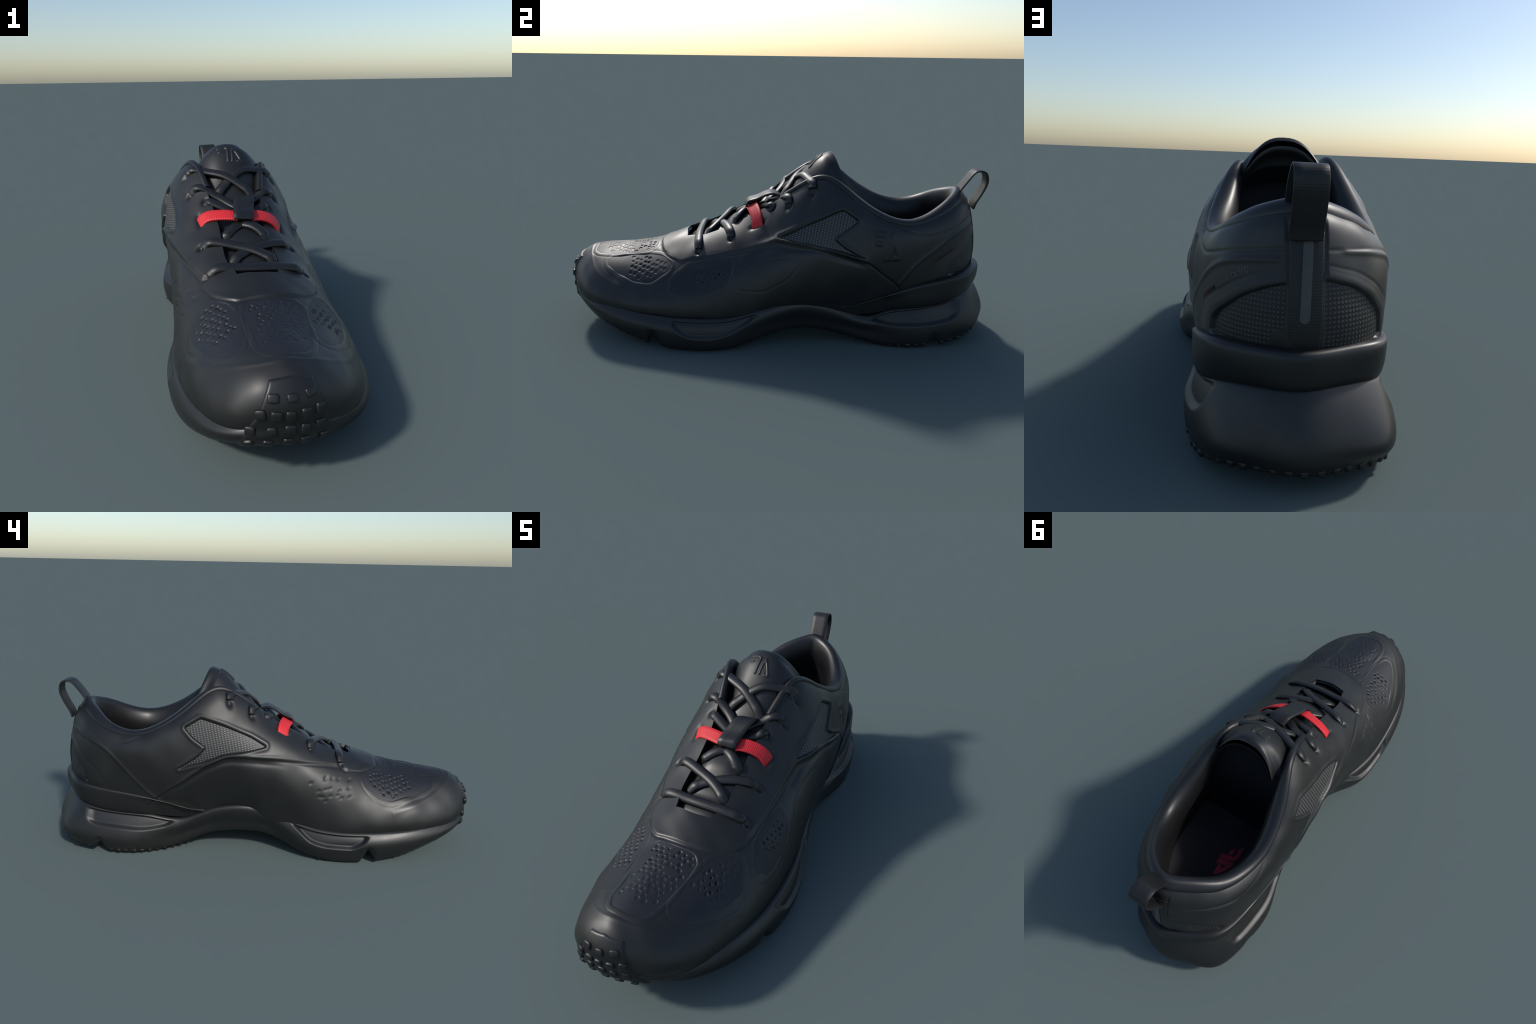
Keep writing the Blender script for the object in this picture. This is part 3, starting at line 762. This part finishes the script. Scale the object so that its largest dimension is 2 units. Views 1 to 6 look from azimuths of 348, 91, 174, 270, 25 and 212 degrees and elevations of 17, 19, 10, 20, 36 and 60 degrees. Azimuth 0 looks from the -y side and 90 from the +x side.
for y in np.arange(-.84, .93, .085):
    if 0 < y < .28: continue
    for x in np.arange(-.26, .28, .082):
        hit = OUT_BVH.ray_cast(Vector((x+(.02 if int(round(y/.085)) % 2 else 0), y, -.3)), Vector((0, 0, 1)))
        if hit[0] is None: continue
        p = hit[0]
        r = OUT_BVH.ray_cast(Vector((x+.05*np.sign(x+.02), y, -.3)), Vector((0, 0, 1)))
        if r[0] is None: continue
        place_lug((p.x, p.y, p.z+.003), hit[1] if hit[1].z < 0 else -hit[1], (0, 1, 0), (1.2, 1.1, min(.75, max(p.z+.002, .008)/.0225)))

# ------------------------------------------------------------------ draped pieces: patches that follow a surface
AXES = {'R': ((1, 2), 0, 1), 'L': ((1, 2), 0, -1), 'T': ((0, 1), 2, 1), 'H': ((0, 2), 1, 1), 'F': ((0, 2), 1, -1)}
def drape(name, kind, poly, mat, offset, res=.004, bvh=None, grow=.004, smooth=0, parent=None, sdf=None, box=None):
    """cast a fine grid on to a surface along an axis, push it out by offset(a, b, sdf), keep what lies inside poly"""
    (ia, ib), ic, sg = AXES[kind]; bvh = bvh or BASE_BVH
    pts = np.array(poly if box is None else box, float); lo = pts.min(0)-grow-2*res; hi = pts.max(0)+grow+2*res
    A = np.arange(lo[0], hi[0]+res, res); B = np.arange(lo[1], hi[1]+res, res)
    a, b = np.meshgrid(A, B, indexing='ij')
    d = poly_sdf(a, b, poly) if sdf is None else sdf(a, b)
    na, nb = a.shape; P = np.full((na, nb, 3), np.nan); Nn = np.zeros((na, nb, 3))
    dirv = [0, 0, 0]; dirv[ic] = -sg
    for i in range(na):
        for j in range(nb):
            if d[i, j] > grow+res*1.5: continue
            o = [0, 0, 0]; o[ia] = a[i, j]; o[ib] = b[i, j]; o[ic] = sg*2.0
            h = bvh.ray_cast(Vector(o), Vector(dirv))
            if h[0] is None: continue
            n = h[1]
            if n.dot(Vector(dirv)) > 0: n = -n
            P[i, j] = h[0]; Nn[i, j] = n
    ok = ~np.isnan(P[..., 0])
    for _ in range(smooth):
        Q = P[..., ic]; w = ok.astype(float); q = np.where(ok, Q, 0)
        def sh(m, di, dj): return np.roll(np.roll(m, di, 0), dj, 1)
        num = sum(sh(q, di, dj) for di, dj in ((0, 1), (0, -1), (1, 0), (-1, 0), (0, 0)))
        den = sum(sh(w, di, dj) for di, dj in ((0, 1), (0, -1), (1, 0), (-1, 0), (0, 0)))
        P[..., ic] = np.where(ok, num/np.maximum(den, 1), np.nan)
    # smooth normals
    for _ in range(4+smooth):
        M = Nn.copy()
        for di, dj in ((0, 1), (0, -1), (1, 0), (-1, 0)): M += np.roll(np.roll(Nn, di, 0), dj, 1)*1.0
        Nn = np.where(ok[..., None], M/(np.linalg.norm(M, axis=2, keepdims=True)+1e-9), 0)
    W = P+Nn*np.asarray(offset(a, b, d))[..., None]
    F = []
    for i in range(na-1):
        for j in range(nb-1):
            q = [(i, j), (i+1, j), (i+1, j+1), (i, j+1)]
            if all(ok[x] for x in q) and min(d[x] for x in q) < grow: F.append([x[0]*nb+x[1] for x in q])
    Vc, Fc = compact(np.nan_to_num(W).reshape(-1, 3), F)
    me = mesh_from(name, Vc, Fc)
    # face outward
    k = len(me.polygons)//2; nrm_ = me.polygons[k].normal
    v = [0, 0, 0]; v[ic] = sg
    if nrm_.dot(Vector(v)) < 0: me.flip_normals()
    return add_obj(name, me, mat=mat, parent=parent)

drape('side_window', 'R', WIN_R, M_WINDOW, lambda a, b, d: -.0045+0*a, res=.005, parent=upper)
drape('side_window', 'L', WIN_L, M_WINDOW, lambda a, b, d: -.0045+0*a, res=.005, parent=upper)

def dimples(a, b, poly_d, sx, sy, r, depth, region):
    """staggered rows of punched holes"""
    row = np.round(b/sy); off = (row % 2)*.5*sx
    col = np.round((a-off)/sx)
    ca = col*sx+off+.0025*np.sin(row*3.7+col*5.1); cb = row*sy+.002*np.sin(row*2.3+col*7.7)
    h = np.sin(ca*913.1+cb*377.7)*43758.5; h = h-np.floor(h)
    rad = r*(.75+.5*h); dd = np.hypot((a-ca)*1.15, b-cb)
    inside = region(ca, cb)
    return -depth*(.45+.7*h)*(h > .10)*np.exp(-(dd/rad)**4)*inside
def knit(key, region, sx=.0240, sy=.0200, r=.0054, depth=.0052):
    kind, poly = PAN[key]
    f = lambda a, b, d: -.0014+dimples(a, b, d, sx, sy, r, depth, region)
    drape('knit_panel', kind, poly, M_PANEL, f, res=.0026, parent=upper)
    (ia, ib), ic, sg = AXES[kind]; pa = np.array(poly); V = []; F = []
    for row in range(int(pa[:, 1].min()/sy)-1, int(pa[:, 1].max()/sy)+2):
        for col in range(int(pa[:, 0].min()/sx)-2, int(pa[:, 0].max()/sx)+2):
            ca = col*sx+(row % 2)*.5*sx+.0025*math.sin(row*3.7+col*5.1); cb = row*sy+.002*math.sin(row*2.3+col*7.7)
            h = math.sin(ca*913.1+cb*377.7)*43758.5; h -= math.floor(h)
            if h <= .10 or not np.all(region(np.array([ca]), np.array([cb]))): continue
            o = [0, 0, 0]; o[ia] = ca; o[ib] = cb; o[ic] = sg*2.0; dv = [0, 0, 0]; dv[ic] = -sg
            hit = BASE_BVH.ray_cast(Vector(o), Vector(dv))
            if hit[0] is None: continue
            n = hit[1] if hit[1].dot(Vector(dv)) < 0 else -hit[1]
            c = hit[0]-n*(.0014+depth*(.45+.7*h)*.72); t1 = n.orthogonal().normalized(); t2 = n.cross(t1); rr = r*(.75+.5*h)*.78; b0 = len(V)
            for q in range(8): V.append(c+(t1*math.cos(q*math.pi/4)+t2*math.sin(q*math.pi/4))*rr)
            F.append([b0+q for q in range(8)])
    if V:
        ob = add_obj('dark_dimple_disc', mesh_from('dark_dimple_disc', V, F), mat=M_DARK, parent=upper); ob['kind'] = 'stuff'  # flat near-black discs set near the dimple floors so that the dimples read as dark holes
inside_of = lambda poly, g: (lambda a, b: (poly_sdf(a, b, poly) < -g))
knit('a', lambda a, b: (poly_sdf(a, b, PAN['a'][1]) < -.014)*(b > -.685))
knit('b', lambda a, b: (poly_sdf(a, b, PAN['b'][1]) < -.014)*(b > -.80))
knit('c', lambda a, b: (poly_sdf(a, b, PAN['c'][1]) < -.016)*(b > -.67))
knit('d', lambda a, b: (poly_sdf(a, b, PAN['d'][1]) < -.026)*(a > -.37), depth=.004)
drape('heel_panel', 'H', HEELP, M_HEELMESH, lambda a, b, d: -.0035+0*a, res=.005, parent=upper)

# toe bumper
FRONT_BVH = bvh_of([upper, midsole])
BUMP = [(-.118, .330), (-.055, .338), (.014, .326), (.032, .270), (.056, .200), (.085, .150), (.080, .095), (-.200, .090), (-.205, .150), (-.184, .195), (-.158, .240), (-.140, .285)]
bumper = drape('toe_bumper', 'F', BUMP, M_RUBBER, lambda a, b, d: -.006+.012*(1-sstep(-.010, .001, d)), res=.004, bvh=FRONT_BVH, smooth=10, grow=.002)
BUMP_BVH = bvh_of([bumper])
rows = [([-.111, -.060, -.010], .290), ([-.150, -.108, -.066, -.022, .024], .242), ([-.170, -.118, -.068, -.020, .026, .066], .192), ([-.175, -.122, -.068, -.014, .040], .146)]
for xs_, z_ in rows:
    for x_ in xs_:
        h = BUMP_BVH.ray_cast(Vector((x_+rng.uniform(-.005, .005), -2, z_+rng.uniform(-.004, .004))), Vector((0, 1, 0)))
        if h[0] is None: continue
        n = h[1] if h[1].y < 0 else -h[1]
        place_lug(h[0]-n*.006, n, (rng.uniform(-.18, .18), .2, 1), (1.25*rng.uniform(.9, 1.1), 1.35*rng.uniform(.9, 1.1), .62), parent=bumper)

# heel strip with reflective bar
HB = bvh_of([upper])
def heel_path(zs, xs_, off):
    out_ = []
    for z_, x_ in zip(zs, xs_):
        h = BASE_BVH.ray_cast(Vector((x_, 2, z_)), Vector((0, -1, 0))); out_.append((x_, h[0].y+off, z_))
    return out_
drape('heel_strip', 'H', [(.027, .61), (-.063, .61), (-.056, .32), (.027, .32)], M_TAB, lambda a, b, d: -.004+.0075*(1-sstep(-.005, .001, d)), res=.0035, grow=.001)
def bar(name, path, w, th, mat, n=40):
    P = curve(path, n); G = []
    for i in range(n):
        e = min(i, n-1-i)/(n-1)*np.linalg.norm(P[-1]-P[0]); r = w/2
        k = math.sqrt(max(1-(1-min(e/r, 1))**2, .0)) if e < r else 1
        G.append([P[i]+np.array([r*k*u, th*(1-abs(u)**6*.5), 0]) for u in np.linspace(-1, 1, 9)])
    return add_obj(name, mesh_from(name, np.array(G).reshape(-1, 3), grid_faces(n, 9)), mat=mat)
zs = np.linspace(.592, .400, 9)
bar('reflective_strip', heel_path(zs, np.interp(zs, [.40, .59], [-.014, -.020]), .0046), .024, .0012, M_REFLECT)

# print on the heel (reads mirrored, as on the original)
def heel_text(body, a, b, size, mat, up=(0.1, 0.1, 1)):
    cu = bpy.data.curves.new('print_text', 'FONT'); cu.body = body; cu.size = 1; cu.resolution_u = 3; cu.space_character = 1.15
    ob = bpy.data.objects.new('print_text', cu); bpy.context.collection.objects.link(ob)
    dg = bpy.context.evaluated_depsgraph_get(); dg.update()
    me0 = ob.evaluated_get(dg).to_mesh()
    bm = bmesh.new(); bm.from_mesh(me0)
    ob.evaluated_get(dg).to_mesh_clear(); bpy.data.objects.remove(ob); bpy.data.curves.remove(cu)
    bmesh.ops.triangulate(bm, faces=bm.faces)
    X = [v.co.x for v in bm.verts]; x0, x1 = min(X), max(X)
    A = Vector(a); B = Vector(b)
    for v in bm.verts:
        t = (v.co.x-x0)/(x1-x0); p = A.lerp(B, t)+Vector((0, 0, 1))*v.co.y*size
        h = HB.find_nearest(p); nn_ = h[1] if h[1].dot(Vector((.5, .8, 0))) > 0 else -h[1]; v.co = h[0]+nn_*.0014
    me = bpy.data.meshes.new('printed_text'); bm.to_mesh(me); bm.free()
    return add_obj('printed_text', me, mat=mat, parent=upper)
heel_text('STRUCTURAL', (.117, .857, .505), (.186, .797, .459), .022, M_TEXT)
for k in range(8):      # an illegible red word: eight small marks
    t = (k+.5)/8; p = Vector((.197, .775, .450)).lerp(Vector((.231, .701, .405)), t)
    h = HB.find_nearest(p); nn_ = h[1] if h[1].x > 0 else -h[1]; q = h[0]+nn_*.0014; tn = Vector((.03, -.07, -.045)).normalized(); up = h[1].cross(tn).normalized()
    vs = [q+tn*sx*.0030+up*sy*.0060 for sx, sy in ((-1, -1), (1, -1), (1, 1), (-1, 1))]
    add_obj('red_print_mark', mesh_from('red_print_mark', vs, [(0, 1, 2, 3)]), mat=M_TEXTR, parent=upper)

# insole print: three strokes
INS_BVH = bvh_of([insole])
PRINT = [[(-.065, .531), (-.063, .514), (-.065, .503), (-.072, .495), (-.079, .493), (-.082, .503), (-.082, .526)],
         [(-.037, .540), (-.093, .528), (-.096, .521), (-.094, .488), (-.098, .477), (-.110, .468), (-.114, .500), (-.115, .526), (-.111, .539), (-.101, .548), (-.090, .553), (-.039, .563)],
         [(-.040, .565), (-.112, .552), (-.112, .563), (-.108, .578), (-.096, .602), (-.082, .624), (-.069, .640), (-.060, .638), (-.057, .632), (-.055, .589), (-.072, .587), (-.075, .605), (-.088, .580), (-.041, .589)]]
for poly in PRINT:
    poly = [(x+.022, y-.021) for x, y in poly]
    bm = bmesh.new()
    f = bm.faces.new([bm.verts.new((x, y, 0)) for x, y in poly])
    bmesh.ops.triangulate(bm, faces=[f])
    bmesh.ops.subdivide_edges(bm, edges=bm.edges[:], cuts=2, use_grid_fill=True)
    for v in bm.verts:
        h = INS_BVH.ray_cast(Vector((v.co.x, v.co.y, 2)), Vector((0, 0, -1)))
        v.co.z = h[0].z+.002
    bmesh.ops.recalc_face_normals(bm, faces=bm.faces)
    me = bpy.data.meshes.new('insole_print'); bm.to_mesh(me); bm.free()
    if me.polygons[0].normal.z < 0: me.flip_normals()
    add_obj('insole_print', me, mat=M_LOGO, parent=insole)

# logo pressed into the tongue
TG_BVH = bvh_of([tongue])
TC, TS = (-.012, .165), .050
drape('tongue_logo', 'T', None, M_TONGUE, lambda a, b, d: -.003+.0075*(1-sstep(-.007, .003, d)), res=.0025, bvh=TG_BVH, grow=.004,
      sdf=lambda a, b: logo_sdf((a-TC[0])/.058, (b-TC[1])/.042)*.048, box=[(TC[0]-.065, TC[1]-.045), (TC[0]+.065, TC[1]+.045)], parent=tongue)
